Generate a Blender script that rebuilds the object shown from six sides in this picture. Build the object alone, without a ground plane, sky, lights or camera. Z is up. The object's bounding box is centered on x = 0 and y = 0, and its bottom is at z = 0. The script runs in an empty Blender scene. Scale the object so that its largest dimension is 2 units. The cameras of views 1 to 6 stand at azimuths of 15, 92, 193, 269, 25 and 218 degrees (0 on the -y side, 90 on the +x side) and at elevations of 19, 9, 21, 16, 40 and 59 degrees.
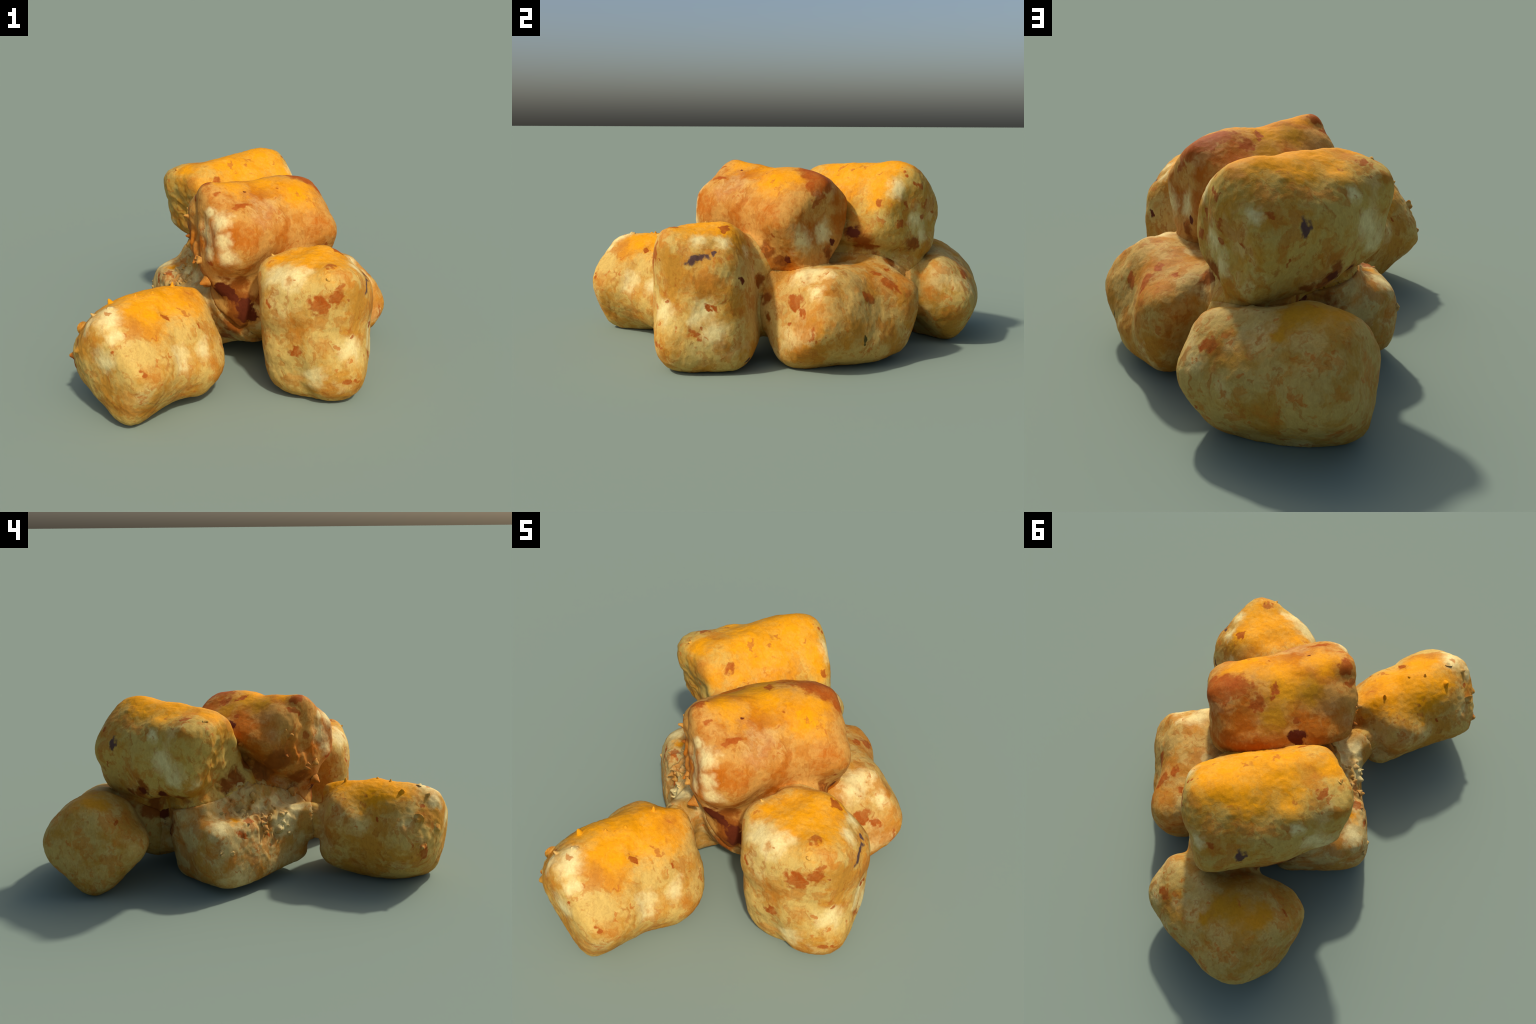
"""A small heap of seven golden fried potato tots whose touching sides are fused as in the scan."""
import math
import numpy as np

# ----------------------------------------------------------------------------
# 1. FIELDS: every tot is a rounded block held by an eight-corner cage
# ----------------------------------------------------------------------------
SIGNS = np.array([[(i & 1) * 2 - 1, (i >> 1 & 1) * 2 - 1, (i >> 2 & 1) * 2 - 1] for i in range(8)], float)


def gradient_noise(p, seed=0):
    """Perlin noise for an (n, 3) array, about -1..1."""
    p = np.asarray(p, np.float64)
    cell = np.floor(p).astype(np.int64)
    f = p - cell
    w = f * f * f * (f * (f * 6 - 15) + 10)
    total = np.zeros(len(p))
    for k in range(8):
        o = np.array([k & 1, k >> 1 & 1, k >> 2 & 1])
        c = cell + o
        h = (c[:, 0] * 73856093) ^ (c[:, 1] * 19349663) ^ (c[:, 2] * 83492791) ^ (seed * 2654435761 + 12345)
        h = (h ^ (h >> 13)) * 1274126177 & 0x7FFFFFFF
        h = (h ^ (h >> 15)) * 668265263 & 0x7FFFFFFF
        a = (h & 1023) / 1024 * 2 * np.pi
        z = (h >> 10 & 1023) / 511.5 - 1
        s = np.sqrt(np.maximum(1 - z * z, 0))
        d = f - o
        dot = d[:, 0] * s * np.cos(a) + d[:, 1] * s * np.sin(a) + d[:, 2] * z
        weight = np.prod(np.where(o == 1, w, 1 - w), axis=1)
        total += dot * weight
    return total * 1.6


class Block:
    """Rounded block: affine frame plus the small corner shifts the cage adds."""

    def __init__(self, power, corners, bumps=(), seed=0, lumps=0.010):
        cage = np.array(corners, float)
        self.power, self.bumps, self.seed, self.lumps = power, bumps, seed, lumps
        self.centre = cage.mean(0)
        self.axes = SIGNS.T @ cage / 8
        self.inverse = np.linalg.inv(self.axes)
        x, y, z = SIGNS.T
        self.twists = np.stack([(x * y) @ cage, (y * z) @ cage, (x * z) @ cage, (x * y * z) @ cage]) / 8 @ self.inverse
        self.reach = np.abs(cage - self.centre).max() * 1.25 + 0.1

    def field(self, p):
        d = p - self.centre
        u0 = d @ self.inverse
        u = u0.copy()
        for _ in range(4):
            v = np.clip(u, -1.15, 1.15)
            x, y, z = v[:, 0:1], v[:, 1:2], v[:, 2:3]
            t = self.twists
            u = u0 - (x * y * t[0] + y * z * t[1] + x * z * t[2] + x * y * z * t[3])
        g = (np.abs(u) ** self.power).sum(1) ** (1 / self.power)
        size = np.linalg.norm(d, axis=1)
        f = size * (1 - 1 / np.maximum(g, 0.15))
        for (bx, by, bz), radius, height in self.bumps:
            q = ((p - (bx, by, bz)) ** 2).sum(1) / (radius * radius)
            f = f - height * np.exp(-q)
        return f


def smooth_min(a, b, k):
    h = np.maximum(k - np.abs(a - b), 0) / k
    return np.minimum(a, b) - h * h * k * 0.25


# cage corners in metres; bumps are (place, radius, height), negative = dent
TOTS = {
    'resting': dict(power=3.89, corners=[
        (0.107, -0.532, 0.088), (-0.120, -0.287, 0.493), (-0.359, -0.297, -0.002), (-0.484, -0.407, 0.409),
        (-0.140, -1.062, 0.298), (-0.465, -0.938, 0.570), (-0.278, -0.987, -0.080), (-0.725, -0.751, 0.210),
    ], bumps=[((-0.43, -0.66, 0.07), 0.14, 0.040),
        ((-0.28, -0.37, 0.14), 0.07, 0.028),
        ((-0.17, -0.73, 0.07), 0.14, 0.021),
        ((-0.04, -0.61, 0.12), 0.07, 0.016),
        ((-0.62, -0.76, 0.28), 0.07, -0.009),
        ((-0.32, -0.41, 0.43), 0.07, 0.010),
        ((-0.18, -0.7, 0.4), 0.10, 0.012),
        ((-0.13, -0.58, 0.37), 0.10, 0.020),
        ((-0.41, -0.76, 0.48), 0.09, -0.013),
        ((-0.08, -0.81, 0.21), 0.10, -0.014),
        ((-0.08, -0.65, 0.07), 0.08, 0.020),
        ((-0.54, -0.57, 0.32), 0.09, -0.025),
        ((-0.4, -0.47, 0.42), 0.06, 0.012),
        ((-0.44, -0.42, 0.31), 0.08, 0.012),
        ((-0.49, -0.89, 0.3), 0.09, 0.018),
        ((-0.51, -0.83, 0.42), 0.07, -0.012),
        ((-0.11, -0.6, 0.36), 0.09, 0.016),
        ((-0.1, -0.82, 0.19), 0.09, -0.010),
        ((-0.06, -0.7, 0.1), 0.08, 0.020),
        ((-0.46, -0.62, 0.42), 0.12, 0.012),
        ((-0.52, -0.58, 0.33), 0.08, -0.014),
        ((-0.43, -0.7, 0.46), 0.08, 0.012),
        ((-0.54, -0.86, 0.32), 0.06, -0.010),
        ((-0.38, -0.39, 0.37), 0.06, 0.012),
        ((-0.55, -0.71, 0.15), 0.07, 0.010),
        ((-0.14, -0.74, 0.35), 0.04, -0.008),
        ((-0.11, -0.77, 0.29), 0.04, -0.008),
        ((-0.27, -0.63, 0.48), 0.04, 0.012),
        ((-0.21, -0.68, 0.44), 0.04, -0.012),
        ((-0.04, -0.71, 0.12), 0.08, -0.025),
        ((-0.5, -0.56, 0.36), 0.10, -0.020),
        ((-0.6, -0.72, 0.3), 0.08, -0.015),
        ((-0.2, -0.78, 0.39), 0.09, 0.016),
        ((-0.39, -0.38, 0.3), 0.08, 0.020),
        ((-0.26, -0.4, 0.45), 0.06, -0.018),
        ((-0.1, -0.73, 0.29), 0.07, -0.012),
        ((-0.08, -0.62, 0.03), 0.07, 0.030),
        ((-0.12, -0.72, 0.31), 0.08, 0.008),
        ((-0.43, -0.48, 0.42), 0.07, -0.018)]),
    'upright': dict(power=3.76, corners=[
        (0.649, -0.566, -0.002), (0.155, -0.527, -0.036), (0.604, -0.562, 0.686), (0.109, -0.572, 0.587),
        (0.568, -0.092, -0.035), (0.136, -0.048, 0.071), (0.642, -0.196, 0.528), (0.174, -0.128, 0.692),
    ], bumps=[((0.16, -0.38, 0.55), 0.07, 0.050),
        ((0.41, -0.25, 0.60), 0.10, 0.030),
        ((0.18, -0.53, 0.48), 0.07, -0.013),
        ((0.45, -0.52, 0.05), 0.07, 0.012),
        ((0.21, -0.20, 0.59), 0.07, -0.010),
        ((0.59, -0.31, 0.55), 0.07, -0.009),
        ((0.37, -0.18, 0.57), 0.07, 0.011),
        ((0.57, -0.53, 0.42), 0.14, -0.042),
        ((0.61, -0.46, 0.48), 0.07, -0.015),
        ((0.44, -0.32, 0.62), 0.08, -0.012),
        ((0.41, -0.56, 0.26), 0.08, 0.018),
        ((0.54, -0.17, 0.44), 0.10, 0.020),
        ((0.36, -0.13, 0.43), 0.10, 0.012),
        ((0.28, -0.32, 0.63), 0.07, -0.012),
        ((0.22, -0.48, 0.59), 0.07, -0.015),
        ((0.39, -0.56, 0.46), 0.10, 0.020),
        ((0.59, -0.49, 0.31), 0.10, -0.025),
        ((0.44, -0.55, 0.13), 0.08, 0.012),
        ((0.61, -0.31, 0.3), 0.08, -0.014),
        ((0.59, -0.46, 0.38), 0.07, -0.012),
        ((0.38, -0.34, 0.63), 0.07, 0.012),
        ((0.14, -0.37, 0.57), 0.07, 0.012),
        ((0.59, -0.2, 0.43), 0.07, -0.010),
        ((0.41, -0.24, 0.62), 0.07, 0.008),
        ((0.6, -0.33, 0.49), 0.04, -0.010),
        ((0.54, -0.28, 0.56), 0.05, -0.010),
        ((0.37, -0.53, 0.06), 0.04, -0.012),
        ((0.34, -0.55, 0.15), 0.04, -0.010),
        ((0.37, -0.51, 0.61), 0.05, -0.010),
        ((0.56, -0.53, 0.22), 0.10, -0.018),
        ((0.2, -0.54, 0.33), 0.07, -0.018),
        ((0.31, -0.19, 0.61), 0.06, -0.012),
        ((0.37, -0.46, 0.62), 0.06, -0.010)]),
    'crown': dict(power=5.14, corners=[
        (-0.006, 0.367, 0.738), (-0.402, -0.042, 0.694), (0.313, 0.181, 0.269), (-0.109, -0.431, 0.337),
        (0.259, 0.224, 0.860), (-0.194, -0.281, 0.917), (0.463, -0.030, 0.649), (-0.021, -0.454, 0.782),
    ], bumps=[((-0.12, -0.25, 0.87), 0.07, 0.017),
        ((0.13, 0.08, 0.85), 0.10, 0.016),
        ((-0.08, -0.39, 0.59), 0.07, 0.017),
        ((-0.20, -0.28, 0.80), 0.07, -0.012),
        ((-0.24, -0.22, 0.76), 0.07, 0.009),
        ((-0.07, -0.34, 0.81), 0.07, 0.009),
        ((0.13, 0.26, 0.59), 0.10, 0.010),
        ((0.21, 0.0, 0.81), 0.10, 0.022),
        ((0.02, -0.28, 0.82), 0.08, 0.015),
        ((0.24, -0.17, 0.73), 0.09, -0.025),
        ((-0.31, -0.05, 0.72), 0.09, -0.035),
        ((-0.22, -0.26, 0.66), 0.07, -0.012),
        ((-0.07, 0.09, 0.81), 0.08, 0.012),
        ((0.02, -0.07, 0.87), 0.07, -0.012),
        ((-0.06, -0.38, 0.79), 0.07, -0.014),
        ((0.02, -0.35, 0.58), 0.11, 0.040),
        ((0.27, 0.18, 0.61), 0.10, -0.015),
        ((-0.19, -0.13, 0.53), 0.10, 0.035),
        ((-0.11, -0.29, 0.41), 0.10, 0.035),
        ((0.15, -0.1, 0.81), 0.10, 0.016),
        ((0.05, -0.37, 0.63), 0.10, 0.025),
        ((0.29, -0.12, 0.67), 0.08, -0.018),
        ((-0.29, -0.04, 0.69), 0.10, 0.018),
        ((-0.26, -0.06, 0.75), 0.06, -0.010),
        ((-0.12, -0.39, 0.64), 0.06, -0.020),
        ((-0.14, -0.37, 0.46), 0.10, -0.018),
        ((-0.18, -0.03, 0.8), 0.07, -0.012),
        ((-0.28, -0.17, 0.64), 0.06, -0.018),
        ((0.13, 0.22, 0.51), 0.10, 0.030),
        ((-0.22, -0.12, 0.82), 0.07, 0.010),
        ((-0.21, -0.25, 0.78), 0.03, -0.011),
        ((-0.21, -0.26, 0.71), 0.03, -0.011),
        ((-0.21, -0.26, 0.64), 0.03, -0.011),
        ((-0.15, -0.33, 0.73), 0.03, -0.010),
        ((-0.15, -0.34, 0.65), 0.03, -0.010),
        ((-0.18, -0.29, 0.78), 0.03, 0.008),
        ((-0.18, -0.3, 0.7), 0.03, 0.008),
        ((-0.18, -0.18, 0.86), 0.04, -0.016),
        ((-0.16, -0.24, 0.88), 0.04, 0.012),
        ((-0.19, -0.31, 0.57), 0.03, -0.010),
        ((-0.22, -0.25, 0.65), 0.03, -0.010),
        ((-0.09, -0.39, 0.7), 0.03, -0.009),
        ((-0.08, -0.42, 0.62), 0.03, -0.009),
        ((-0.03, -0.41, 0.73), 0.04, 0.008),
        ((-0.02, -0.42, 0.59), 0.04, 0.008),
        ((0.3, -0.11, 0.66), 0.07, -0.014),
        ((0.05, -0.39, 0.65), 0.09, 0.020),
        ((0.29, 0.04, 0.78), 0.07, 0.006),
        ((-0.27, -0.08, 0.76), 0.07, -0.020),
        ((-0.08, -0.39, 0.46), 0.09, -0.040),
        ((-0.15, -0.27, 0.88), 0.06, 0.010),
        ((-0.08, -0.38, 0.42), 0.10, -0.015)]),
    'perched': dict(power=4.95, corners=[
        (-0.116, 0.776, 0.367), (-0.567, 0.290, 0.453), (0.251, 0.366, 0.552), (-0.075, 0.026, 0.458),
        (-0.274, 0.829, 0.678), (-0.609, 0.254, 0.860), (-0.020, 0.675, 0.935), (-0.349, 0.069, 0.871),
    ], bumps=[((-0.24, 0.56, 0.84), 0.14, 0.018),
        ((-0.34, 0.52, 0.45), 0.10, 0.020),
        ((-0.29, 0.11, 0.75), 0.10, 0.016),
        ((-0.31, 0.20, 0.47), 0.10, 0.018),
        ((-0.47, 0.30, 0.84), 0.07, 0.012),
        ((-0.40, 0.48, 0.49), 0.07, 0.012),
        ((0.04, 0.27, 0.60), 0.07, 0.012),
        ((0.0, 0.48, 0.79), 0.12, 0.025),
        ((-0.15, 0.32, 0.83), 0.08, 0.014),
        ((-0.04, 0.66, 0.72), 0.08, 0.018),
        ((0.04, 0.58, 0.73), 0.06, -0.012),
        ((-0.42, 0.51, 0.63), 0.09, 0.025),
        ((-0.34, 0.62, 0.72), 0.08, -0.018),
        ((-0.5, 0.4, 0.77), 0.08, -0.018),
        ((-0.52, 0.26, 0.83), 0.06, -0.012),
        ((-0.46, 0.18, 0.75), 0.08, 0.018),
        ((-0.05, 0.33, 0.76), 0.08, 0.014),
        ((-0.14, 0.43, 0.88), 0.07, -0.010),
        ((0.14, 0.44, 0.59), 0.09, -0.030),
        ((-0.43, 0.53, 0.6), 0.08, 0.014),
        ((-0.42, 0.54, 0.74), 0.07, -0.014),
        ((-0.54, 0.32, 0.73), 0.08, 0.018),
        ((-0.22, 0.07, 0.59), 0.09, 0.030),
        ((-0.35, 0.53, 0.81), 0.06, -0.012),
        ((-0.27, 0.7, 0.75), 0.06, -0.012),
        ((-0.39, 0.44, 0.44), 0.07, -0.012),
        ((0.02, 0.61, 0.81), 0.10, -0.008),
        ((-0.47, 0.16, 0.78), 0.03, -0.013),
        ((-0.46, 0.17, 0.72), 0.03, -0.013),
        ((-0.43, 0.17, 0.64), 0.03, -0.013),
        ((-0.4, 0.18, 0.57), 0.03, -0.013),
        ((-0.34, 0.11, 0.69), 0.03, -0.012),
        ((-0.33, 0.12, 0.63), 0.03, -0.012),
        ((-0.5, 0.2, 0.8), 0.04, 0.010),
        ((-0.51, 0.2, 0.73), 0.04, 0.010),
        ((-0.46, 0.2, 0.64), 0.04, 0.010),
        ((-0.36, 0.14, 0.61), 0.03, 0.012),
        ((-0.29, 0.08, 0.69), 0.03, 0.012),
        ((0.12, 0.38, 0.61), 0.07, -0.025),
        ((0.1, 0.56, 0.64), 0.06, -0.010),
        ((-0.12, 0.73, 0.59), 0.07, -0.014),
        ((-0.28, 0.73, 0.69), 0.06, -0.012),
        ((-0.42, 0.52, 0.71), 0.05, 0.012),
        ((-0.46, 0.47, 0.76), 0.05, -0.012),
        ((-0.41, 0.44, 0.81), 0.05, 0.012),
        ((-0.51, 0.36, 0.81), 0.06, -0.012),
        ((-0.25, 0.04, 0.54), 0.08, 0.030),
        ((-0.49, 0.18, 0.76), 0.06, 0.012),
        ((-0.53, 0.29, 0.57), 0.08, 0.018)]),
    'leaning': dict(power=3.70, corners=[
        (0.728, 0.186, 0.205), (0.248, 0.623, -0.022), (0.451, -0.065, -0.090), (-0.008, 0.405, 0.008),
        (0.485, 0.189, 0.495), (0.218, 0.718, 0.386), (0.201, -0.201, 0.380), (-0.151, 0.345, 0.459),
    ], bumps=[((0.11, 0.47, 0.40), 0.08, 0.030),
        ((0.36, 0.27, 0.02), 0.14, 0.018),
        ((0.19, 0.52, 0.04), 0.07, 0.011),
        ((0.41, 0.16, 0.01), 0.07, 0.011),
        ((0.21, 0.61, 0.24), 0.10, 0.009),
        ((0.56, 0.19, 0.30), 0.07, 0.007),
        ((0.38, 0.41, 0.39), 0.12, -0.024),
        ((0.41, 0.22, 0.44), 0.08, -0.018),
        ((0.49, 0.12, 0.36), 0.10, -0.018),
        ((0.29, 0.58, 0.23), 0.09, 0.018),
        ((0.43, 0.42, 0.08), 0.10, 0.018),
        ((0.4, 0.23, 0.42), 0.08, 0.012),
        ((0.52, 0.06, 0.22), 0.09, -0.016),
        ((0.22, 0.51, 0.4), 0.09, -0.020),
        ((0.38, -0.05, 0.25), 0.08, 0.030),
        ((0.54, 0.17, 0.32), 0.08, 0.012),
        ((0.37, 0.09, 0.41), 0.05, 0.012),
        ((0.44, 0.14, 0.39), 0.04, -0.010),
        ((0.47, 0.11, 0.36), 0.04, 0.010),
        ((0.51, 0.18, 0.36), 0.04, 0.010),
        ((0.41, 0.21, 0.43), 0.04, 0.014),
        ((0.49, 0.27, 0.37), 0.05, -0.012),
        ((0.22, 0.6, 0.34), 0.05, 0.008),
        ((0.41, 0.44, 0.26), 0.10, -0.014),
        ((0.08, 0.57, 0.2), 0.10, -0.040),
        ((0.38, 0.45, 0.02), 0.12, 0.020),
        ((0.5, 0.3, 0.03), 0.10, 0.018)]),
    'tail': dict(power=3.76, corners=[
        (0.088, 0.963, 0.261), (-0.019, 0.851, -0.060), (0.041, 0.734, 0.437), (-0.025, 0.546, 0.235),
        (-0.554, 1.083, 0.233), (-0.624, 0.754, -0.074), (-0.593, 0.826, 0.558), (-0.609, 0.409, 0.252),
    ], bumps=[((-0.33, 0.71, 0.02), 0.12, 0.045),
        ((-0.04, 0.74, 0.39), 0.07, 0.017),
        ((-0.10, 0.90, 0.09), 0.07, 0.016),
        ((-0.35, 0.72, 0.45), 0.07, 0.017),
        ((-0.41, 0.51, 0.26), 0.07, 0.012),
        ((-0.36, 0.85, 0.45), 0.09, -0.015),
        ((-0.1, 0.86, 0.36), 0.08, 0.016),
        ((0.03, 0.9, 0.22), 0.10, 0.020),
        ((-0.3, 0.97, 0.15), 0.14, 0.020),
        ((-0.58, 0.82, 0.35), 0.14, -0.025),
        ((-0.55, 0.8, 0.44), 0.07, -0.015),
        ((-0.36, 0.62, 0.4), 0.08, 0.025),
        ((-0.53, 0.6, 0.35), 0.08, -0.015),
        ((0.0, 0.9, 0.28), 0.08, -0.015),
        ((-0.07, 0.95, 0.27), 0.07, -0.012),
        ((-0.32, 0.91, 0.38), 0.09, 0.012),
        ((0.02, 0.76, 0.35), 0.08, 0.020),
        ((-0.19, 0.85, 0.41), 0.07, -0.012),
        ((-0.28, 1.0, 0.24), 0.09, -0.018),
        ((-0.45, 0.94, 0.36), 0.08, 0.012),
        ((-0.35, 0.62, 0.4), 0.09, 0.025),
        ((0.05, 0.9, 0.23), 0.07, -0.010),
        ((-0.27, 0.7, 0.0), 0.08, 0.020),
        ((-0.53, 0.69, 0.4), 0.12, 0.010),
        ((0.03, 0.79, 0.36), 0.07, -0.018),
        ((0.01, 0.72, 0.24), 0.08, 0.020),
        ((-0.16, 0.95, 0.14), 0.09, 0.012),
        ((0.0, 0.7, 0.1), 0.09, 0.025),
        ((0.04, 0.78, 0.2), 0.08, 0.018)]),
    'buried': dict(power=5.24, corners=[
        (0.096, 0.094, 0.379), (-0.310, 0.459, 0.300), (0.106, 0.000, 0.069), (-0.267, 0.398, -0.034),
        (-0.242, -0.280, 0.380), (-0.652, 0.177, 0.346), (-0.250, -0.351, 0.047), (-0.640, 0.118, 0.022),
    ], bumps=[((-0.45, 0.24, 0.32), 0.12, 0.020),
        ((-0.58, 0.15, 0.32), 0.07, -0.012),
        ((-0.57, 0.08, 0.23), 0.07, 0.012),
        ((-0.32, -0.22, 0.24), 0.14, 0.010),
        ((-0.47, 0.33, 0.28), 0.10, -0.024),
        ((-0.52, 0.25, 0.13), 0.08, 0.012),
        ((-0.4, 0.27, 0.38), 0.12, 0.045),
        ((-0.46, 0.23, 0.34), 0.08, 0.015),
        ((-0.38, -0.15, 0.3), 0.10, -0.025),
        ((-0.57, 0.06, 0.26), 0.08, -0.012),
        ((-0.34, -0.02, 0.47), 0.08, -0.030),
        ((-0.4, -0.09, 0.28), 0.08, -0.025),
        ((-0.37, -0.19, 0.1), 0.09, -0.020),
        ((-0.58, 0.21, 0.23), 0.06, -0.012),
        ((-0.43, 0.34, 0.38), 0.08, 0.020)]),
}
# scan webbing between the tots, kept as added fill mass: (centre, half sizes)
SCAN_FILL = [((-0.14, 0.16, 0.36), (0.24, 0.32, 0.22)),
           ((0.02, -0.1, 0.32), (0.24, 0.23, 0.2)),
           ((0.0, 0.38, 0.32), (0.13, 0.18, 0.18)),
           ((-0.25, -0.29, 0.27), (0.08, 0.1, 0.1)),
           ((-0.12, 0.53, 0.3), (0.17, 0.18, 0.19)),
           ((-0.08, 0.46, 0.16), (0.18, 0.19, 0.12)),
           ((0.2, -0.1, 0.42), (0.15, 0.13, 0.15)),
           ((-0.02, -0.1, 0.22), (0.2, 0.17, 0.13)),
           ((-0.33, 0.25, 0.36), (0.14, 0.14, 0.13)),
           ((0.24, -0.03, 0.26), (0.13, 0.1, 0.18))]
BLEND = 0.032

BLOCKS = [Block(seed=i, **spec) for i, spec in enumerate(TOTS.values())]


# torn or shredded faces: (place, reach, depth)
ROUGH = [((-0.38, -0.06, 0.36), 0.17, 0.020), ((-0.24, -0.20, 0.58), 0.15, 0.010), ((-0.47, 0.20, 0.66), 0.16, 0.009),
         ((-0.57, -0.78, 0.30), 0.13, 0.008), ((-0.30, 0.10, 0.42), 0.12, 0.012)]


def relief(p):
    lumps = 0.0045 * gradient_noise(p * 7.5, 3) + 0.0034 * gradient_noise(p * 15, 5)
    shreds = (1 - 2 * np.abs(gradient_noise(p * (30, 30, 17), 8))) * 0.0013 + 0.0011 * gradient_noise(p * 46, 9)
    total = lumps + shreds
    for place, reach, depth in ROUGH:
        q = ((p - np.array(place)) ** 2).sum(1) / (reach * reach)
        near = q < 4
        if near.any():
            z = p[near]
            ragged = 0.65 * (1 - 2.2 * np.abs(gradient_noise(z * (19, 19, 11), 21))) + 0.5 * gradient_noise(z * 33, 23)
            total[near] += depth * np.exp(-q[near]) * ragged
    return total


def heap_field(p, own):
    """Field whose zero surface is tot `own`, filleted against its neighbours."""
    f = np.full((len(BLOCKS), len(p)), 9.0)
    for i, b in enumerate(BLOCKS):
        near = np.linalg.norm(p - b.centre, axis=1) < b.reach + 0.1
        if near.any():
            f[i, near] = b.field(p[near])
    two = np.partition(f, 1, axis=0)[:2]
    union = smooth_min(two[0], two[1], BLEND)
    for c, s in SCAN_FILL:
        d = p - np.array(c)
        q = np.linalg.norm(d / np.array(s), axis=1)
        union = smooth_min(union, np.linalg.norm(d, axis=1) * (1 - 1 / np.maximum(q, 0.1)), 0.045)
    others = np.delete(f, own, axis=0).min(0)
    return union + np.maximum(f[own] - others, 0) - relief(p)


def cube_sphere(n):
    """Unit directions and quads of a cube sphere with n cells per edge."""
    index, dirs, quads = {}, [], []

    def vert(i, j, k):
        key = (i, j, k)
        if key not in index:
            index[key] = len(dirs)
            dirs.append([math.tan((2 * a / n - 1) * math.pi / 4) for a in key])
        return index[key]

    for ax in range(3):
        for side in (0, n):
            for a in range(n):
                for b in range(n):
                    quad = []
                    for da, db in ((0, 0), (1, 0), (1, 1), (0, 1)):
                        key = [0, 0, 0]
                        key[ax], key[(ax + 1) % 3], key[(ax + 2) % 3] = side, a + da, b + db
                        quad.append(vert(*key))
                    quads.append(quad if side else quad[::-1])
    d = np.array(dirs)
    return d / np.linalg.norm(d, axis=1, keepdims=True), quads


def tot_points(own, cells):
    """Surface points of one tot: march each ray of a cube sphere to the field's zero."""
    b = BLOCKS[own]
    base, quads = cube_sphere(cells)
    shaped = base @ (b.axes / np.linalg.norm(b.axes, axis=1).mean())   # denser along the long side
    dirs = shaped / np.linalg.norm(shaped, axis=1, keepdims=True)
    if np.linalg.det(b.axes) < 0:
        quads = [q[::-1] for q in quads]
    r = np.full(len(dirs), 0.27)
    for step in range(11):
        f = heap_field(b.centre + dirs * r[:, None], own)
        r = np.clip(r - f * (1.0 if step < 6 else 0.8), 0.06, 0.6)
    p = b.centre + dirs * r[:, None]
    p[:, 2] = np.maximum(p[:, 2], 0.0)
    return p, quads
# ---- end of fields


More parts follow.
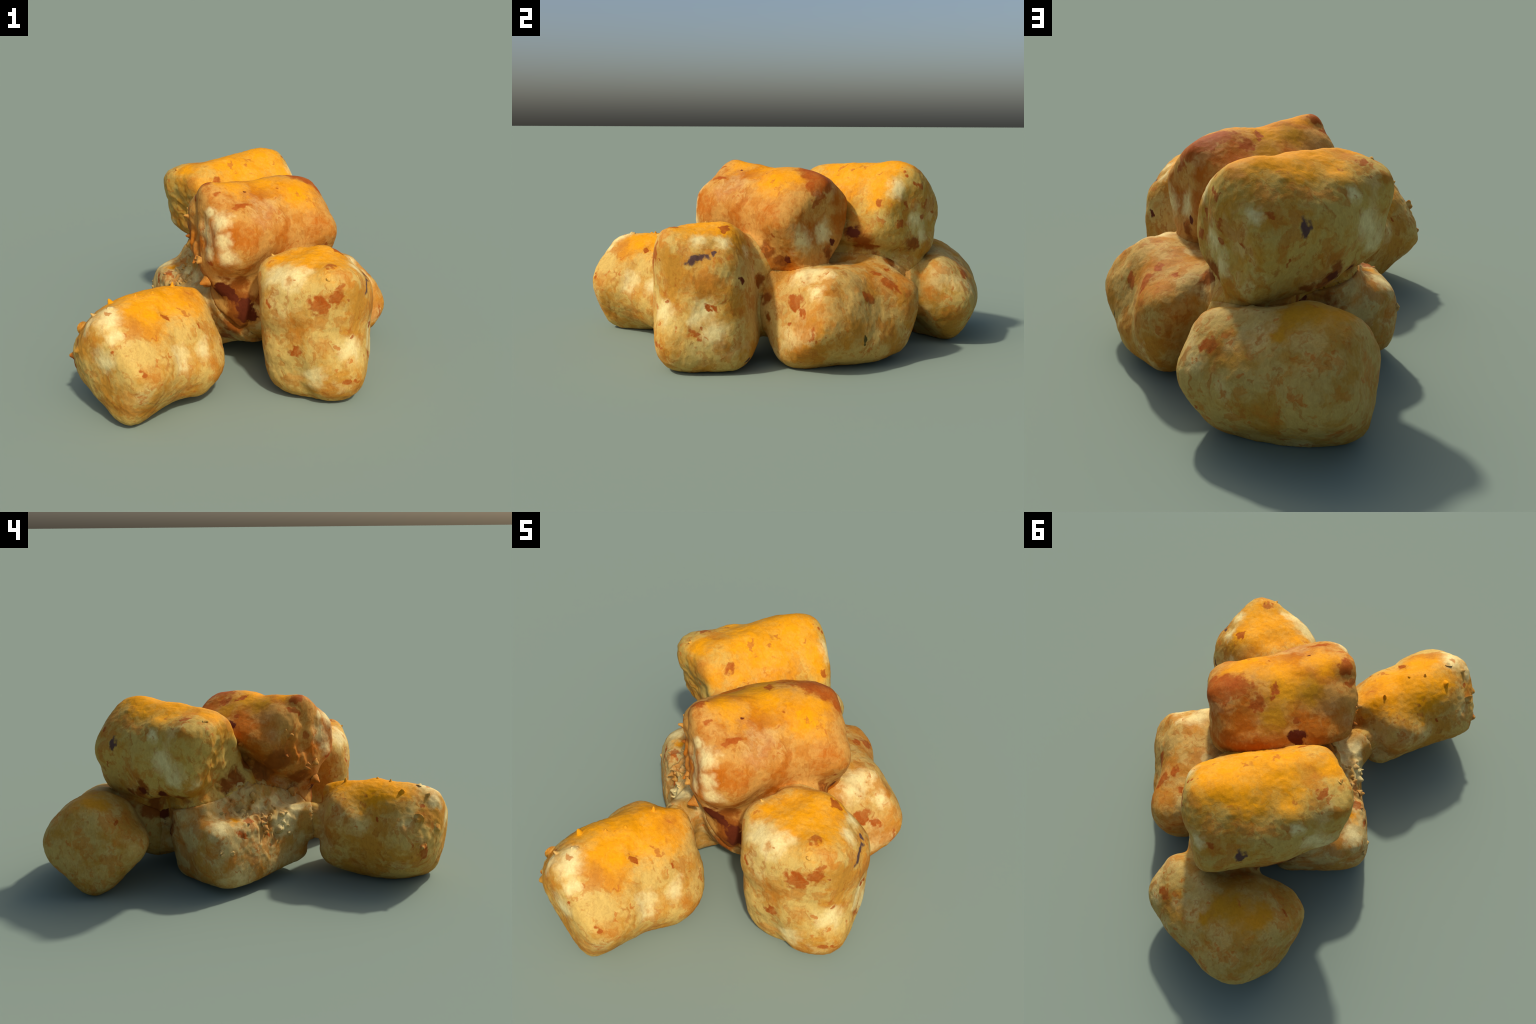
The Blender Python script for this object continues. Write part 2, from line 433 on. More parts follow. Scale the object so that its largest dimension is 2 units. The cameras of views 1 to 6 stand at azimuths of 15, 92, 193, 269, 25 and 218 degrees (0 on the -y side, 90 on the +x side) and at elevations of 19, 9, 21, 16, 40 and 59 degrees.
# ----------------------------------------------------------------------------
# 2. WHERE THINGS SIT: blotches (x, y, z, radius) and crumbs (place, width, height)
# ----------------------------------------------------------------------------
SPOTS = {
    'resting': dict(
        cream=[(-0.38, -0.88, 0.47, 0.052), (-0.34, -0.93, 0.42, 0.035), (-0.12, -0.78, 0.27, 0.054), (-0.06, -0.65, 0.27, 0.046), (-0.37, -0.96, 0.32, 0.052), (-0.47, -0.88, 0.44, 0.042), (-0.39, -0.85, 0.49, 0.060)],
        gold=[(-0.29, -0.74, 0.47, 0.108), (-0.23, -0.58, 0.47, 0.092), (-0.15, -0.54, 0.43, 0.075), (-0.35, -0.60, 0.49, 0.085), (-0.31, -0.47, 0.46, 0.067), (-0.34, -0.57, 0.49, 0.115), (-0.22, -0.44, 0.46, 0.076), (-0.42, -0.71, 0.48, 0.059), (-0.31, -0.60, 0.49, 0.059), (-0.24, -0.51, 0.47, 0.060), (-0.15, -0.46, 0.43, 0.050), (-0.27, -0.75, 0.46, 0.068), (-0.21, -0.62, 0.45, 0.059), (-0.20, -0.60, 0.45, 0.072), (-0.36, -0.69, 0.50, 0.078), (-0.42, -0.61, 0.46, 0.064)],
        amber=[(-0.29, -0.87, 0.44, 0.044), (-0.21, -0.79, 0.41, 0.031), (-0.17, -0.95, 0.28, 0.043), (-0.25, -0.99, 0.19, 0.035), (-0.02, -0.63, 0.21, 0.042), (-0.14, -0.56, 0.42, 0.019), (-0.47, -0.45, 0.34, 0.046), (-0.42, -0.38, 0.26, 0.052), (-0.31, -0.34, 0.32, 0.038), (-0.17, -0.48, 0.44, 0.051), (-0.27, -0.85, 0.43, 0.054)],
        rust=[(-0.08, -0.62, 0.35, 0.011), (-0.19, -0.71, 0.42, 0.011), (-0.19, -0.97, 0.30, 0.015), (-0.13, -0.85, 0.20, 0.011), (-0.33, -0.96, 0.37, 0.009), (-0.49, -0.60, 0.35, 0.011), (-0.58, -0.81, 0.22, 0.031), (-0.60, -0.74, 0.27, 0.013), (-0.50, -0.81, 0.42, 0.013), (-0.21, -0.71, 0.43, 0.021)],
    ),
    'upright': dict(
        rust=[(0.42, -0.56, 0.49, 0.040), (0.49, -0.54, 0.51, 0.035), (0.44, -0.56, 0.46, 0.027), (0.21, -0.54, 0.46, 0.016), (0.32, -0.56, 0.25, 0.024), (0.55, -0.49, 0.32, 0.011), (0.54, -0.51, 0.49, 0.008), (0.55, -0.53, 0.12, 0.020), (0.60, -0.26, 0.30, 0.016), (0.60, -0.29, 0.30, 0.011), (0.61, -0.36, 0.19, 0.019), (0.61, -0.33, 0.21, 0.011), (0.61, -0.34, 0.16, 0.014), (0.55, -0.48, 0.32, 0.011), (0.51, -0.53, 0.55, 0.015), (0.50, -0.54, 0.49, 0.015), (0.58, -0.51, 0.12, 0.015), (0.44, -0.24, 0.62, 0.025), (0.45, -0.47, 0.63, 0.024)],
        amber=[(0.33, -0.56, 0.38, 0.063), (0.25, -0.55, 0.39, 0.036), (0.45, -0.56, 0.30, 0.041), (0.31, -0.54, 0.11, 0.042), (0.47, -0.54, 0.07, 0.051), (0.30, -0.53, 0.57, 0.021), (0.52, -0.51, 0.60, 0.053), (0.57, -0.32, 0.55, 0.011), (0.60, -0.38, 0.40, 0.048), (0.61, -0.30, 0.43, 0.039), (0.59, -0.40, 0.30, 0.016), (0.52, -0.16, 0.46, 0.020), (0.59, -0.48, 0.10, 0.024), (0.59, -0.22, 0.12, 0.020)],
        cream=[(0.28, -0.52, 0.57, 0.062), (0.21, -0.49, 0.56, 0.045), (0.55, -0.50, 0.28, 0.064), (0.40, -0.56, 0.15, 0.055), (0.54, -0.35, 0.58, 0.040), (0.52, -0.25, 0.57, 0.040), (0.43, -0.16, 0.52, 0.033), (0.60, -0.31, 0.29, 0.048), (0.61, -0.28, 0.19, 0.056), (0.60, -0.35, 0.26, 0.040), (0.33, -0.51, 0.59, 0.052), (0.23, -0.49, 0.57, 0.052)],
        gold=[(0.33, -0.38, 0.63, 0.092), (0.47, -0.37, 0.61, 0.055), (0.43, -0.40, 0.62, 0.104), (0.36, -0.27, 0.64, 0.101), (0.23, -0.40, 0.62, 0.052), (0.30, -0.32, 0.62, 0.057), (0.41, -0.34, 0.63, 0.056), (0.44, -0.23, 0.62, 0.064), (0.32, -0.35, 0.63, 0.064)],
        char_shade=[(0.06, -0.31, 0.29, 0.034), (0.54, -0.16, 0.42, 0.014)],
        bruise=[(0.59, -0.37, 0.51, 0.016), (0.59, -0.35, 0.51, 0.016), (0.59, -0.31, 0.51, 0.014), (0.58, -0.28, 0.52, 0.009), (0.54, -0.16, 0.42, 0.010), (0.51, -0.14, 0.06, 0.010), (0.59, -0.37, 0.51, 0.016), (0.59, -0.34, 0.52, 0.014)],
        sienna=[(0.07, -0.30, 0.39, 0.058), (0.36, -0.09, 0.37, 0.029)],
    ),
    'crown': dict(
        cream=[(-0.05, -0.39, 0.76, 0.051), (-0.03, -0.43, 0.68, 0.046), (-0.01, -0.42, 0.60, 0.047), (-0.11, -0.35, 0.78, 0.028), (0.35, 0.09, 0.56, 0.059), (0.25, 0.18, 0.58, 0.052), (0.28, 0.16, 0.76, 0.025), (-0.13, -0.35, 0.69, 0.053), (-0.11, -0.39, 0.62, 0.039)],
        rust=[(0.03, -0.29, 0.81, 0.023), (0.13, -0.07, 0.85, 0.012), (-0.22, -0.23, 0.82, 0.020), (-0.11, -0.39, 0.57, 0.017), (0.16, 0.07, 0.86, 0.025), (0.15, 0.12, 0.86, 0.035), (0.19, 0.12, 0.85, 0.040), (0.35, -0.04, 0.58, 0.015), (0.01, -0.32, 0.81, 0.022), (-0.10, -0.30, 0.86, 0.017), (0.27, 0.14, 0.80, 0.038), (0.24, 0.18, 0.81, 0.034), (0.30, 0.15, 0.72, 0.025), (0.17, 0.17, 0.84, 0.041), (0.22, 0.20, 0.81, 0.041), (0.28, 0.17, 0.75, 0.033), (0.02, 0.11, 0.83, 0.023), (0.00, 0.06, 0.85, 0.015), (-0.17, -0.22, 0.88, 0.027), (-0.22, -0.21, 0.83, 0.015), (0.03, 0.14, 0.82, 0.018), (-0.19, -0.28, 0.70, 0.017), (0.20, 0.14, 0.85, 0.062), (0.13, 0.12, 0.86, 0.050), (0.19, 0.20, 0.83, 0.039), (0.02, 0.13, 0.82, 0.028), (0.01, 0.03, 0.86, 0.022), (-0.16, -0.24, 0.89, 0.027), (-0.13, 0.05, 0.79, 0.016)],
        amber=[(0.04, -0.38, 0.75, 0.028), (-0.14, -0.33, 0.70, 0.019), (0.08, -0.13, 0.84, 0.027), (0.03, -0.30, 0.81, 0.024), (0.32, -0.02, 0.73, 0.040), (0.08, -0.15, 0.83, 0.027), (0.10, -0.32, 0.73, 0.027), (0.30, -0.01, 0.76, 0.019), (0.25, -0.12, 0.71, 0.047), (-0.29, -0.14, 0.65, 0.084), (-0.21, -0.04, 0.57, 0.067), (-0.25, -0.09, 0.76, 0.056)],
        char_shade=[(0.01, -0.21, 0.85, 0.010), (-0.08, -0.34, 0.42, 0.039), (0.04, -0.32, 0.34, 0.044), (0.33, 0.03, 0.47, 0.019), (0.22, 0.23, 0.53, 0.016), (-0.18, 0.11, 0.74, 0.034), (0.05, -0.31, 0.30, 0.041), (-0.06, -0.34, 0.41, 0.037), (-0.02, -0.33, 0.39, 0.029)],
        gold=[(0.05, -0.05, 0.86, 0.089), (0.21, -0.03, 0.83, 0.088), (-0.04, -0.20, 0.87, 0.058), (-0.09, -0.19, 0.88, 0.053), (0.01, -0.06, 0.86, 0.059), (0.23, 0.04, 0.84, 0.050)],
        ochre=[(-0.03, 0.01, 0.85, 0.078), (-0.06, 0.12, 0.80, 0.067), (-0.11, -0.06, 0.84, 0.067)],
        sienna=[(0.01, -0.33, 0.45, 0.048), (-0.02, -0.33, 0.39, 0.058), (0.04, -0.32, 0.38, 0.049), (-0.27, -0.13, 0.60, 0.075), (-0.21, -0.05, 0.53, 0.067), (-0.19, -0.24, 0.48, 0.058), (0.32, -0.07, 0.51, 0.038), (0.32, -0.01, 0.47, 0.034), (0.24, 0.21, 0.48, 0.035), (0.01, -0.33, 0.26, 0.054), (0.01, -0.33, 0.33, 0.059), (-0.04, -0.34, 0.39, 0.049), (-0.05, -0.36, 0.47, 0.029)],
    ),
    'perched': dict(
        rust=[(-0.25, 0.15, 0.80, 0.021), (0.08, 0.45, 0.70, 0.018), (0.04, 0.58, 0.69, 0.016), (-0.04, 0.68, 0.69, 0.022), (0.00, 0.59, 0.83, 0.015), (-0.01, 0.64, 0.78, 0.017), (0.07, 0.55, 0.62, 0.020), (-0.04, 0.67, 0.63, 0.016), (-0.04, 0.68, 0.70, 0.011), (-0.07, 0.68, 0.64, 0.011), (-0.13, 0.73, 0.65, 0.011), (-0.28, 0.70, 0.60, 0.008), (-0.02, 0.66, 0.79, 0.011), (-0.45, 0.30, 0.85, 0.017), (-0.22, 0.72, 0.75, 0.021), (-0.44, 0.31, 0.85, 0.014), (-0.48, 0.21, 0.83, 0.012), (-0.45, 0.30, 0.85, 0.021)],
        amber=[(-0.49, 0.23, 0.83, 0.017), (0.09, 0.46, 0.69, 0.017), (-0.15, 0.38, 0.86, 0.013), (-0.35, 0.10, 0.79, 0.054), (0.12, 0.37, 0.54, 0.062), (0.08, 0.34, 0.62, 0.036), (-0.23, 0.70, 0.76, 0.026), (-0.23, 0.73, 0.72, 0.023), (-0.27, 0.73, 0.63, 0.023), (-0.31, 0.62, 0.78, 0.017), (-0.25, 0.64, 0.80, 0.014), (-0.38, 0.26, 0.86, 0.034), (-0.38, 0.15, 0.60, 0.028), (-0.41, 0.55, 0.58, 0.046), (-0.23, 0.71, 0.75, 0.039), (-0.36, 0.27, 0.86, 0.052), (-0.48, 0.32, 0.83, 0.021), (-0.39, 0.19, 0.42, 0.056)],
        gold=[(-0.24, 0.30, 0.87, 0.120), (-0.09, 0.45, 0.86, 0.111), (-0.12, 0.30, 0.81, 0.120), (0.03, 0.46, 0.79, 0.067), (-0.18, 0.50, 0.88, 0.093), (-0.26, 0.37, 0.87, 0.104), (-0.40, 0.19, 0.85, 0.060), (-0.30, 0.09, 0.78, 0.059), (-0.20, 0.16, 0.76, 0.054), (0.06, 0.43, 0.73, 0.056), (-0.05, 0.54, 0.87, 0.063), (-0.34, 0.25, 0.87, 0.058), (-0.36, 0.40, 0.84, 0.062), (-0.28, 0.50, 0.85, 0.051), (-0.15, 0.58, 0.88, 0.056)],
        char_shade=[(0.12, 0.33, 0.57, 0.031), (-0.39, 0.52, 0.48, 0.033), (-0.44, 0.43, 0.48, 0.025)],
        cream=[(0.05, 0.53, 0.77, 0.050), (-0.01, 0.63, 0.62, 0.055), (-0.04, 0.67, 0.54, 0.047), (-0.50, 0.39, 0.62, 0.042), (-0.49, 0.42, 0.68, 0.033), (-0.17, 0.73, 0.75, 0.030), (-0.45, 0.46, 0.77, 0.032), (-0.49, 0.41, 0.65, 0.063), (-0.51, 0.36, 0.58, 0.054), (-0.52, 0.27, 0.55, 0.036)],
        bruise=[(-0.33, 0.66, 0.70, 0.021), (-0.33, 0.66, 0.71, 0.020), (-0.33, 0.67, 0.68, 0.017)],
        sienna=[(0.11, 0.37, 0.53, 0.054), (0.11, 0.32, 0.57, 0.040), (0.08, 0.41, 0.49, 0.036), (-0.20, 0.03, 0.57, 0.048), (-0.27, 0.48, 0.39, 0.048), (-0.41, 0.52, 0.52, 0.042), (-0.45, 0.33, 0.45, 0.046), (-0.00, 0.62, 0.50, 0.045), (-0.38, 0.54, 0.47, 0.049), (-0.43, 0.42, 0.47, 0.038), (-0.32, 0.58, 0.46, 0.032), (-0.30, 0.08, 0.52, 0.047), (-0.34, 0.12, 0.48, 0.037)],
    ),
    'leaning': dict(
        cream=[(0.39, 0.14, 0.43, 0.065), (0.39, 0.07, 0.41, 0.053), (0.40, 0.09, 0.41, 0.046), (0.51, 0.15, 0.36, 0.040), (0.44, 0.20, 0.43, 0.033)],
        rust=[(0.47, 0.07, 0.31, 0.032), (0.51, 0.09, 0.27, 0.022), (0.45, 0.06, 0.31, 0.025), (0.52, 0.10, 0.27, 0.015), (0.48, 0.04, 0.21, 0.012), (0.40, 0.40, 0.32, 0.022), (0.59, 0.13, 0.19, 0.019), (0.60, 0.16, 0.17, 0.014), (0.27, 0.42, 0.41, 0.019), (0.18, 0.49, 0.41, 0.012), (0.41, 0.38, 0.32, 0.023), (0.31, 0.51, 0.35, 0.020), (0.28, 0.43, 0.40, 0.018), (0.19, 0.48, 0.41, 0.018), (0.41, 0.38, 0.32, 0.025), (0.27, 0.43, 0.40, 0.017), (0.31, 0.48, 0.36, 0.030), (0.19, 0.49, 0.40, 0.017)],
        amber=[(0.54, 0.10, 0.23, 0.066), (0.58, 0.17, 0.29, 0.056), (0.60, 0.23, 0.23, 0.024), (0.34, 0.43, 0.37, 0.051), (0.33, 0.49, 0.34, 0.038), (0.49, 0.29, 0.34, 0.020), (0.54, 0.09, 0.10, 0.041), (0.28, 0.55, 0.35, 0.053), (0.23, 0.63, 0.27, 0.035), (0.44, 0.33, 0.36, 0.021), (0.29, 0.42, 0.40, 0.061)],
        olive=[(0.51, 0.36, 0.15, 0.013)],
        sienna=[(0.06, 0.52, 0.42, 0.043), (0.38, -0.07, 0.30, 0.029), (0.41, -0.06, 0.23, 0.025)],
    ),
    'tail': dict(
        amber=[(0.03, 0.70, 0.27, 0.047), (-0.00, 0.67, 0.34, 0.033), (0.00, 0.69, 0.17, 0.042), (-0.10, 0.90, 0.34, 0.034), (-0.26, 0.98, 0.19, 0.021), (-0.53, 0.65, 0.39, 0.026), (-0.51, 0.87, 0.41, 0.022), (-0.56, 0.81, 0.34, 0.018), (-0.58, 0.76, 0.27, 0.027), (-0.59, 0.62, 0.29, 0.027)],
        ochre=[(-0.33, 0.81, 0.45, 0.068), (-0.30, 0.88, 0.41, 0.037), (-0.48, 0.71, 0.45, 0.055), (-0.39, 0.78, 0.47, 0.088), (-0.48, 0.75, 0.46, 0.066)],
        rust=[(-0.07, 0.89, 0.35, 0.018), (-0.03, 0.91, 0.13, 0.011), (-0.07, 0.89, 0.35, 0.028), (-0.53, 0.64, 0.38, 0.018)],
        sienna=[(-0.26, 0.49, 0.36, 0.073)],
    ),
    'buried': dict(
        cream=[(-0.34, -0.16, 0.29, 0.057), (-0.34, -0.04, 0.37, 0.047), (-0.28, -0.12, 0.38, 0.048), (-0.28, -0.22, 0.35, 0.048), (-0.54, 0.15, 0.34, 0.045)],
        gold=[(-0.47, 0.08, 0.35, 0.032)],
        rust=[(-0.45, 0.01, 0.34, 0.024), (-0.53, 0.04, 0.30, 0.025), (-0.41, -0.07, 0.25, 0.014)],
        amber=[(-0.58, 0.19, 0.24, 0.045), (-0.60, 0.10, 0.18, 0.054), (-0.48, 0.33, 0.32, 0.041), (-0.47, 0.28, 0.40, 0.055), (-0.43, 0.36, 0.23, 0.047)],
        char_shade=[(-0.29, 0.45, 0.34, 0.048), (-0.21, 0.49, 0.29, 0.044), (-0.32, 0.43, 0.25, 0.038)],
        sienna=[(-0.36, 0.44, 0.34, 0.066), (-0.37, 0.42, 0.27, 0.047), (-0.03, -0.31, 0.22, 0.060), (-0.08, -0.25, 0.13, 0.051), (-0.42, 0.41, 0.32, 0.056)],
    ),
}
CRUMBS = {
    'resting': [((-0.253, -0.475, 0.475), 0.012, 0.019), ((-0.284, -0.629, 0.489), 0.016, 0.015), ((-0.339, -0.683, 0.496), 0.010, 0.014), ((-0.385, -0.818, 0.489), 0.016, 0.012), ((-0.437, -0.722, 0.473), 0.020, 0.019), ((-0.454, -0.845, 0.463), 0.013, 0.017), ((-0.546, -0.78, 0.371), 0.026, 0.022), ((-0.591, -0.797, 0.247), 0.022, 0.015), ((-0.519, -0.88, 0.317), 0.024, 0.017)],
    'buried': [((-0.33, -0.149, 0.33), 0.020, 0.025), ((-0.376, -0.087, 0.33), 0.014, 0.017), ((-0.422, -0.059, 0.32), 0.013, 0.017), ((-0.425, -0.07, 0.294), 0.014, 0.019), ((-0.367, -0.139, 0.268), 0.022, 0.022), ((-0.322, -0.078, 0.369), 0.018, 0.020), ((-0.346, -0.185, 0.24), 0.012, 0.012), ((-0.48, 0.016, 0.335), 0.012, 0.014), ((-0.601, 0.145, 0.24), 0.010, 0.012), ((-0.582, 0.09, 0.231), 0.014, 0.010), ((-0.332, -0.008, 0.432), 0.022, 0.030), ((-0.601, 0.142, 0.226), 0.012, 0.010)],
    'perched': [((-0.347, 0.108, 0.43), 0.026, 0.017), ((-0.467, 0.207, 0.834), 0.014, 0.014), ((-0.355, 0.164, 0.493), 0.016, 0.030), ((-0.363, 0.14, 0.62), 0.020, 0.010)],
    'crown': [((-0.173, -0.215, 0.399), 0.026, 0.030), ((-0.171, -0.33, 0.55), 0.022, 0.019), ((-0.199, -0.291, 0.55), 0.012, 0.014), ((-0.148, -0.333, 0.451), 0.026, 0.030), ((-0.275, -0.173, 0.744), 0.008, 0.010), ((-0.238, 0.05, 0.672), 0.014, 0.014), ((-0.265, -0.197, 0.716), 0.018, 0.025), ((-0.269, -0.17, 0.613), 0.020, 0.025), ((-0.205, -0.279, 0.535), 0.016, 0.029)],
    'upright': [((0.452, -0.532, 0.591), 0.010, 0.010), ((0.176, -0.357, 0.613), 0.010, 0.010)],
}

# ----------------------------------------------------------------------------
# 3. MATERIAL: one crust recipe, blotches placed per tot
# ----------------------------------------------------------------------------
import bpy

TONES = {
    #        colour                 edge softness, raggedness, reach
    'gold':   ((0.80, 0.320, 0.002), 1.00, 0.80, 1.65),
    'ochre':  ((0.50, 0.235, 0.012), 0.90, 0.80, 1.30),
    'cream':  ((0.79, 0.645, 0.285), 1.05, 0.90, 1.30),
    'amber':  ((0.48, 0.170, 0.018), 1.00, 1.30, 1.35),
    'sienna': ((0.27, 0.078, 0.010), 0.60, 1.00, 1.15),  # red-brown crust; some spots stand in for shade in the filled recesses
    'rust':   ((0.37, 0.080, 0.008), 0.45, 1.30, 1.15),
    'char_shade':   ((0.12, 0.024, 0.008), 0.35, 1.00, 1.15),  # dark crust marks, plus recess shade painted where tots meet
    'bruise': ((0.105, 0.055, 0.045), 0.55, 0.60, 1.45),
    'olive':  ((0.09, 0.070, 0.018), 0.40, 0.70, 1.25),
}
DOUGH = {   # pale dough, toasted mottling and floury share of each tot
    'resting': ((0.60, 0.39, 0.100), (0.52, 0.240, 0.030), 0.40),
    'upright': ((0.60, 0.40, 0.108), (0.52, 0.240, 0.030), 0.45),
    'crown': ((0.57, 0.285, 0.060), (0.44, 0.120, 0.007), 0.25),
    'perched': ((0.55, 0.365, 0.085), (0.50, 0.235, 0.024), 0.40),
    'leaning': ((0.57, 0.355, 0.095), (0.51, 0.220, 0.026), 0.50),
    'tail': ((0.51, 0.345, 0.095), (0.44, 0.225, 0.032), 0.40),
    'buried': ((0.54, 0.385, 0.140), (0.46, 0.235, 0.042), 0.55),
}


class Recipe:
    def __init__(self, name):
        self.material = bpy.data.materials.new(name)
        self.material.use_nodes = True
        self.tree = self.material.node_tree
        self.bsdf = self.tree.nodes["Principled BSDF"]

    def node(self, kind, **settings):
        n = self.tree.nodes.new(kind)
        for k, v in settings.items():
            setattr(n, k, v)
        return n

    def put(self, socket, value):
        if isinstance(value, bpy.types.NodeSocket):
            self.tree.links.new(value, socket)
        elif value is not None:
            socket.default_value = value

    def math(self, op, a, b=None, c=None, clamp=False):
        n = self.node("ShaderNodeMath", operation=op, use_clamp=clamp)
        for i, v in enumerate((a, b, c)):
            self.put(n.inputs[i], v)
        return n.outputs[0]

    def vec(self, op, a, b=None, scale=None):
        n = self.node("ShaderNodeVectorMath", operation=op)
        self.put(n.inputs[0], a)
        self.put(n.inputs[1], b)
        if scale is not None:
            self.put(n.inputs["Scale"], scale)
        return n.outputs["Value"] if op == "DISTANCE" else n.outputs["Vector"]

    def noise(self, where, scale, detail=3.0, rough=0.55, colour=False, distortion=0.0):
        n = self.node("ShaderNodeTexNoise")
        self.put(n.inputs["Vector"], where)
        n.inputs["Scale"].default_value, n.inputs["Detail"].default_value = scale, detail
        n.inputs["Roughness"].default_value, n.inputs["Distortion"].default_value = rough, distortion
        return n.outputs["Color" if colour else "Fac"]

    def ramp(self, value, low, high, smooth=True):
        n = self.node("ShaderNodeMapRange", clamp=True, interpolation_type="SMOOTHSTEP" if smooth else "LINEAR")
        self.put(n.inputs["Value"], value)
        n.inputs["From Min"].default_value, n.inputs["From Max"].default_value = low, high
        return n.outputs["Result"]

    def mix(self, fac, a, b, blend="MIX"):
        n = self.node("ShaderNodeMix", data_type="RGBA", blend_type=blend)
        self.put(n.inputs[0], fac)
        self.put(n.inputs[6], a if isinstance(a, bpy.types.NodeSocket) else (*a, 1))
        self.put(n.inputs[7], b if isinstance(b, bpy.types.NodeSocket) else (*b, 1))
        return n.outputs[2]


def crust(key):
    r = Recipe("crust_" + key)
    place = r.node("ShaderNodeTexCoord").outputs["Object"]
    # two wobbles make every blotch ragged
    wobble = r.vec("SUBTRACT", r.noise(place, 13.0, 2.0, colour=True), (0.5, 0.5, 0.5))
    fray = r.vec("SUBTRACT", r.noise(place, 52.0, 3.0, colour=True), (0.5, 0.5, 0.5))
    bent = r.vec("ADD", place, r.vec("ADD", r.vec("SCALE", wobble, scale=0.085), r.vec("SCALE", fray, scale=0.028)))
    grit = r.math("SUBTRACT", r.noise(place, 30.0, 4.0, 0.6, distortion=0.6), 0.5)

    pale, toast, floury = DOUGH[key]
    mottle = r.ramp(r.noise(bent, 6.0, 5.0, 0.62), 0.42, 0.62)
    colour = r.mix(mottle, pale, toast)
    # whitish floury patches and small greenish ones
    colour = r.mix(r.math("MULTIPLY", r.ramp(r.noise(bent, 4.2, 3.0), 0.56, 0.70), floury), colour, TONES['cream'][0])
    # small sharp-edged toasted patches
    patch = r.math("MULTIPLY", r.ramp(r.noise(bent, 11.0, 4.0, 0.6), 0.54, 0.60), 0.55)
    colour = r.mix(patch, colour, TONES['amber'][0])
    # soft streaky brown flecks that follow the fried skin
    streak = r.noise(r.vec("MULTIPLY", bent, (1.0, 1.0, 0.45)), 26.0, 3.0, 0.6, distortion=0.8)
    colour = r.mix(r.math("MULTIPLY", r.ramp(streak, 0.54, 0.70), 0.60), colour, (0.40, 0.125, 0.012))
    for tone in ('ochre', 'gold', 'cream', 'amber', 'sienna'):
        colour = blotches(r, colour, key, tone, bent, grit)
    # stray rust flecks, sparse and ragged
    fleck = r.math("MULTIPLY", r.ramp(r.noise(bent, 17.0, 2.0), 0.655, 0.72), 0.75)
    colour = r.mix(fleck, colour, (0.47, 0.145, 0.018))
    for tone in ('rust', 'olive', 'bruise', 'char_shade'):
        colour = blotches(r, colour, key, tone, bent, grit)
    # brushed fine grain of the fried skin
    grain = r.noise(r.vec("MULTIPLY", place, (1.0, 1.0, 0.55)), 75.0, 4.0, 0.65, distortion=1.2)
    shade = r.node("ShaderNodeValToRGB")
    shade.color_ramp.elements[0].position, shade.color_ramp.elements[1].position = 0.30, 0.70
    shade.color_ramp.elements[0].color, shade.color_ramp.elements[1].color = (0.86, 0.82, 0.78, 1), (1.08, 1.08, 1.06, 1)
    r.put(shade.inputs[0], grain)
    colour = r.mix(1.0, colour, shade.outputs[0], "MULTIPLY")
    r.put(r.bsdf.inputs["Base Color"], colour)
    r.bsdf.inputs["Roughness"].default_value = 0.62
    r.bsdf.inputs["Specular IOR Level"].default_value = 0.06
    bump = r.node("ShaderNodeBump")
    bump.inputs["Strength"].default_value, bump.inputs["Distance"].default_value = 0.35, 0.006
    r.put(bump.inputs["Height"], r.noise(bent, 38.0, 4.0, 0.6))
    r.put(r.bsdf.inputs["Normal"], bump.outputs["Normal"])
    return r.material


def blotches(r, colour, key, tone, bent, grit):
    spots = SPOTS[key].get(tone, [])
    tint, soft, ragged, reach = TONES[tone]
    field = None
    for x, y, z, radius in spots:
        one = r.math("MULTIPLY_ADD", r.vec("DISTANCE", bent, (x, y, z)), -1.0 / (radius * reach), 1.1)
        field = one if field is None else r.math("SMOOTH_MAX", field, one, 0.6)
    if field is None:
        return colour
    mask = r.ramp(r.math("ADD", field, r.math("MULTIPLY", grit, ragged)), 0.0, soft)
    strength = {'gold': 0.95, 'cream': 0.90, 'amber': 0.80}.get(tone, 1.0)
    if tone in ('rust', 'amber', 'gold'):       # the crust browns unevenly inside a blotch
        uneven = r.node("ShaderNodeMapRange")
        r.put(uneven.inputs["Value"], r.noise(bent, 24.0, 3.0, 0.6))
        for name, value in (("From Min", 0.3), ("From Max", 0.62), ("To Min", {'amber': 0.45, 'rust': 0.70, 'gold': 0.75}[tone]), ("To Max", 1.0)):
            uneven.inputs[name].default_value = value
        strength = r.math("MULTIPLY", uneven.outputs["Result"], strength)
    return r.mix(r.math("MULTIPLY", mask, strength), colour, tint)


# ----------------------------------------------------------------------------
# 4. OBJECTS
# ----------------------------------------------------------------------------
CELLS = 96


def mesh_object(name, points, faces, material, parent=None):
    me = bpy.data.meshes.new(name)
    me.from_pydata([tuple(v) for v in points], [], faces)
    me.update()
    me.polygons.foreach_set("use_smooth", [True] * len(me.polygons))
    me.materials.append(material)
    ob = bpy.data.objects.new(name, me)
    bpy.context.scene.collection.objects.link(ob)
    if parent:
        ob.parent = parent
    return ob


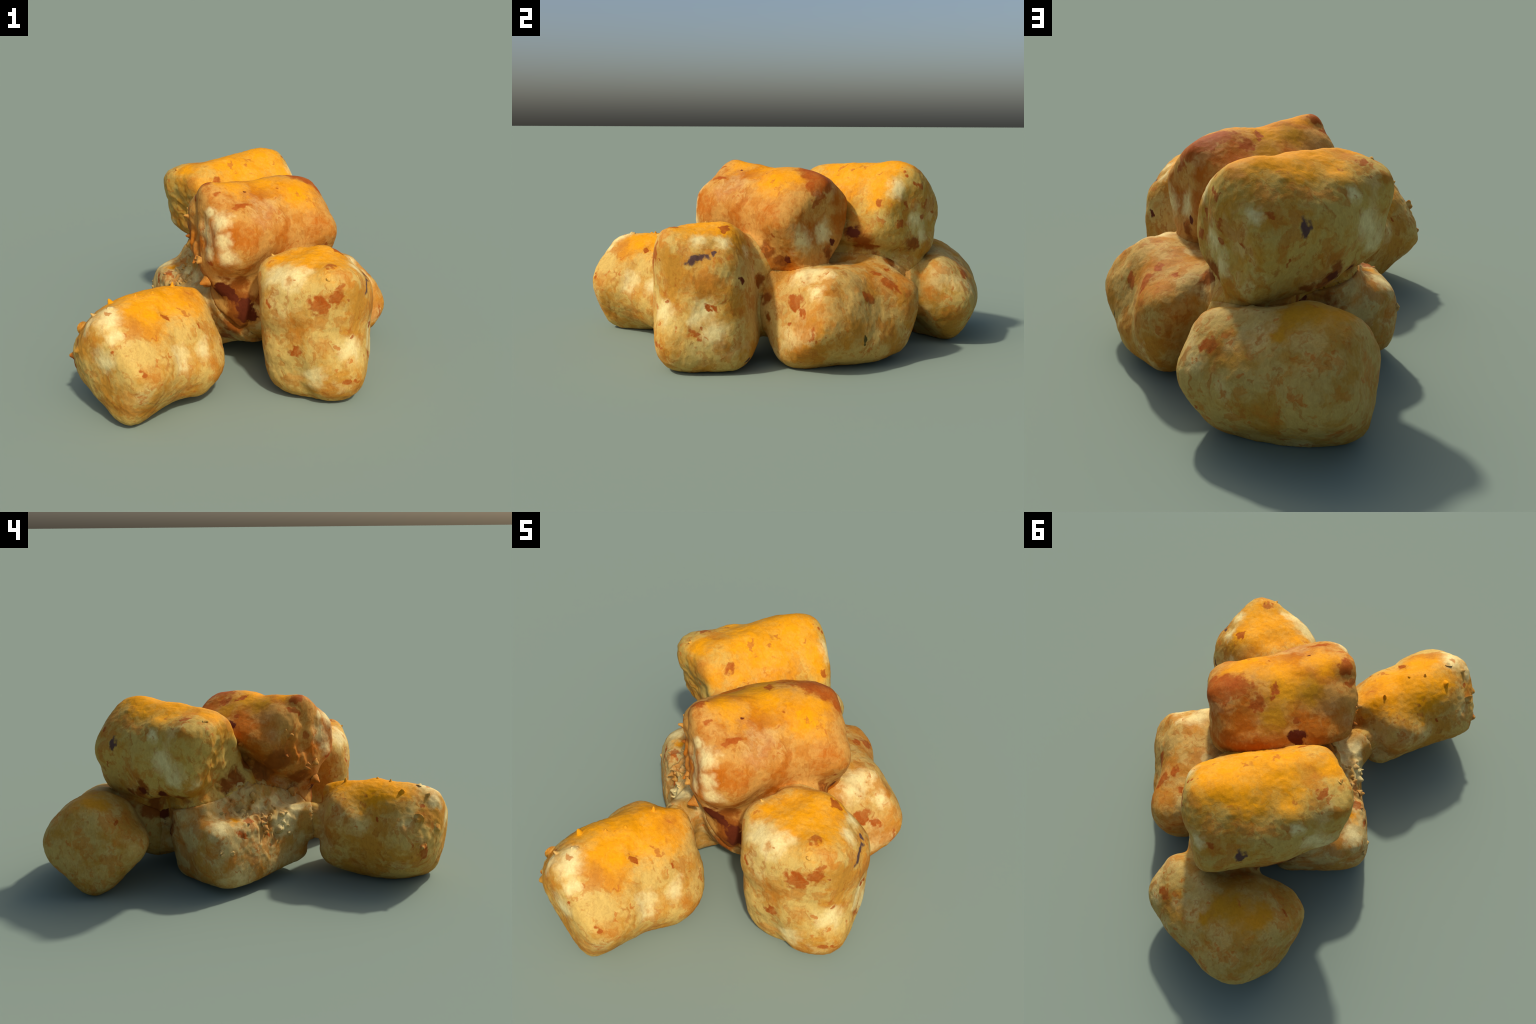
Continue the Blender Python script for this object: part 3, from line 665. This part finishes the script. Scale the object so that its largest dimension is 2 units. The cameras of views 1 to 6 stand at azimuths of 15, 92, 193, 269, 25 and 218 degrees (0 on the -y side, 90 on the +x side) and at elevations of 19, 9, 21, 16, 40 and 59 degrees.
def crumb_shape(own, place, width, height, seed):
    """A nub of fried crumb: flared foot, rounded knob, leaning a little."""
    rng = np.random.default_rng(seed)
    p = np.array(place)
    eps = 0.012
    probe = np.vstack([p + eps * np.eye(3), p - eps * np.eye(3)])
    f = heap_field(probe, own)
    n = f[:3] - f[3:]
    n /= np.linalg.norm(n)
    lean = n + rng.normal(0, 0.22, 3)
    lean /= np.linalg.norm(lean)
    side = np.cross(lean, (0.3, 0.5, 0.8))
    side /= np.linalg.norm(side)
    other = np.cross(lean, side)
    rings, around = 12, 18
    pts, faces = [], []
    for i in range(rings):
        t = i / (rings - 1)
        along = -0.35 * height + 1.35 * height * t
        flare = 0.75 * (1 - t) ** 2.5 + 0.55 * math.sqrt(max(1 - t ** 3, 0.0))
        for j in range(around):
            a = 2 * math.pi * j / around
            rad = width * flare
            q = p + lean * along + (side * math.cos(a) + other * math.sin(a) * 0.85) * rad
            pts.append(q)
        if i:
            for j in range(around):
                k = (j + 1) % around
                faces.append(((i - 1) * around + j, (i - 1) * around + k, i * around + k, i * around + j))
    faces.append(tuple(range(around))[::-1])
    faces.append(tuple((rings - 1) * around + j for j in range(around)))
    pts = np.array(pts)
    pts += 0.13 * width * np.stack([gradient_noise(pts / (width * 1.1), seed + k) for k in range(3)], 1)
    return pts, faces


torn = np.random.default_rng(11)
for _ in range(22):     # grey crumbs scattered over the torn face of the buried tot
    spot = np.array((-0.39, -0.03, 0.36)) + torn.normal(0, (0.05, 0.09, 0.06))
    for _ in range(6):
        spot = spot - np.array((-0.7, -0.05, 0.7)) * heap_field(spot[None], 6)[0]
    CRUMBS['buried'].append((tuple(spot), torn.uniform(0.007, 0.017), torn.uniform(0.009, 0.022)))

for own, key in enumerate(TOTS):
    skin = crust(key)
    pts, quads = tot_points(own, CELLS)
    tot = mesh_object("potato_tot", pts, quads, skin)
    tot["label"] = "golden fried potato tot with browned speckled crust"
    tot["category"] = "potato tot"
    for number, (place, width, height) in enumerate(CRUMBS.get(key, [])):
        points, faces = crumb_shape(own, place, width, height, 100 * own + number)
        mesh_object("crumb", points, faces, skin, parent=tot)
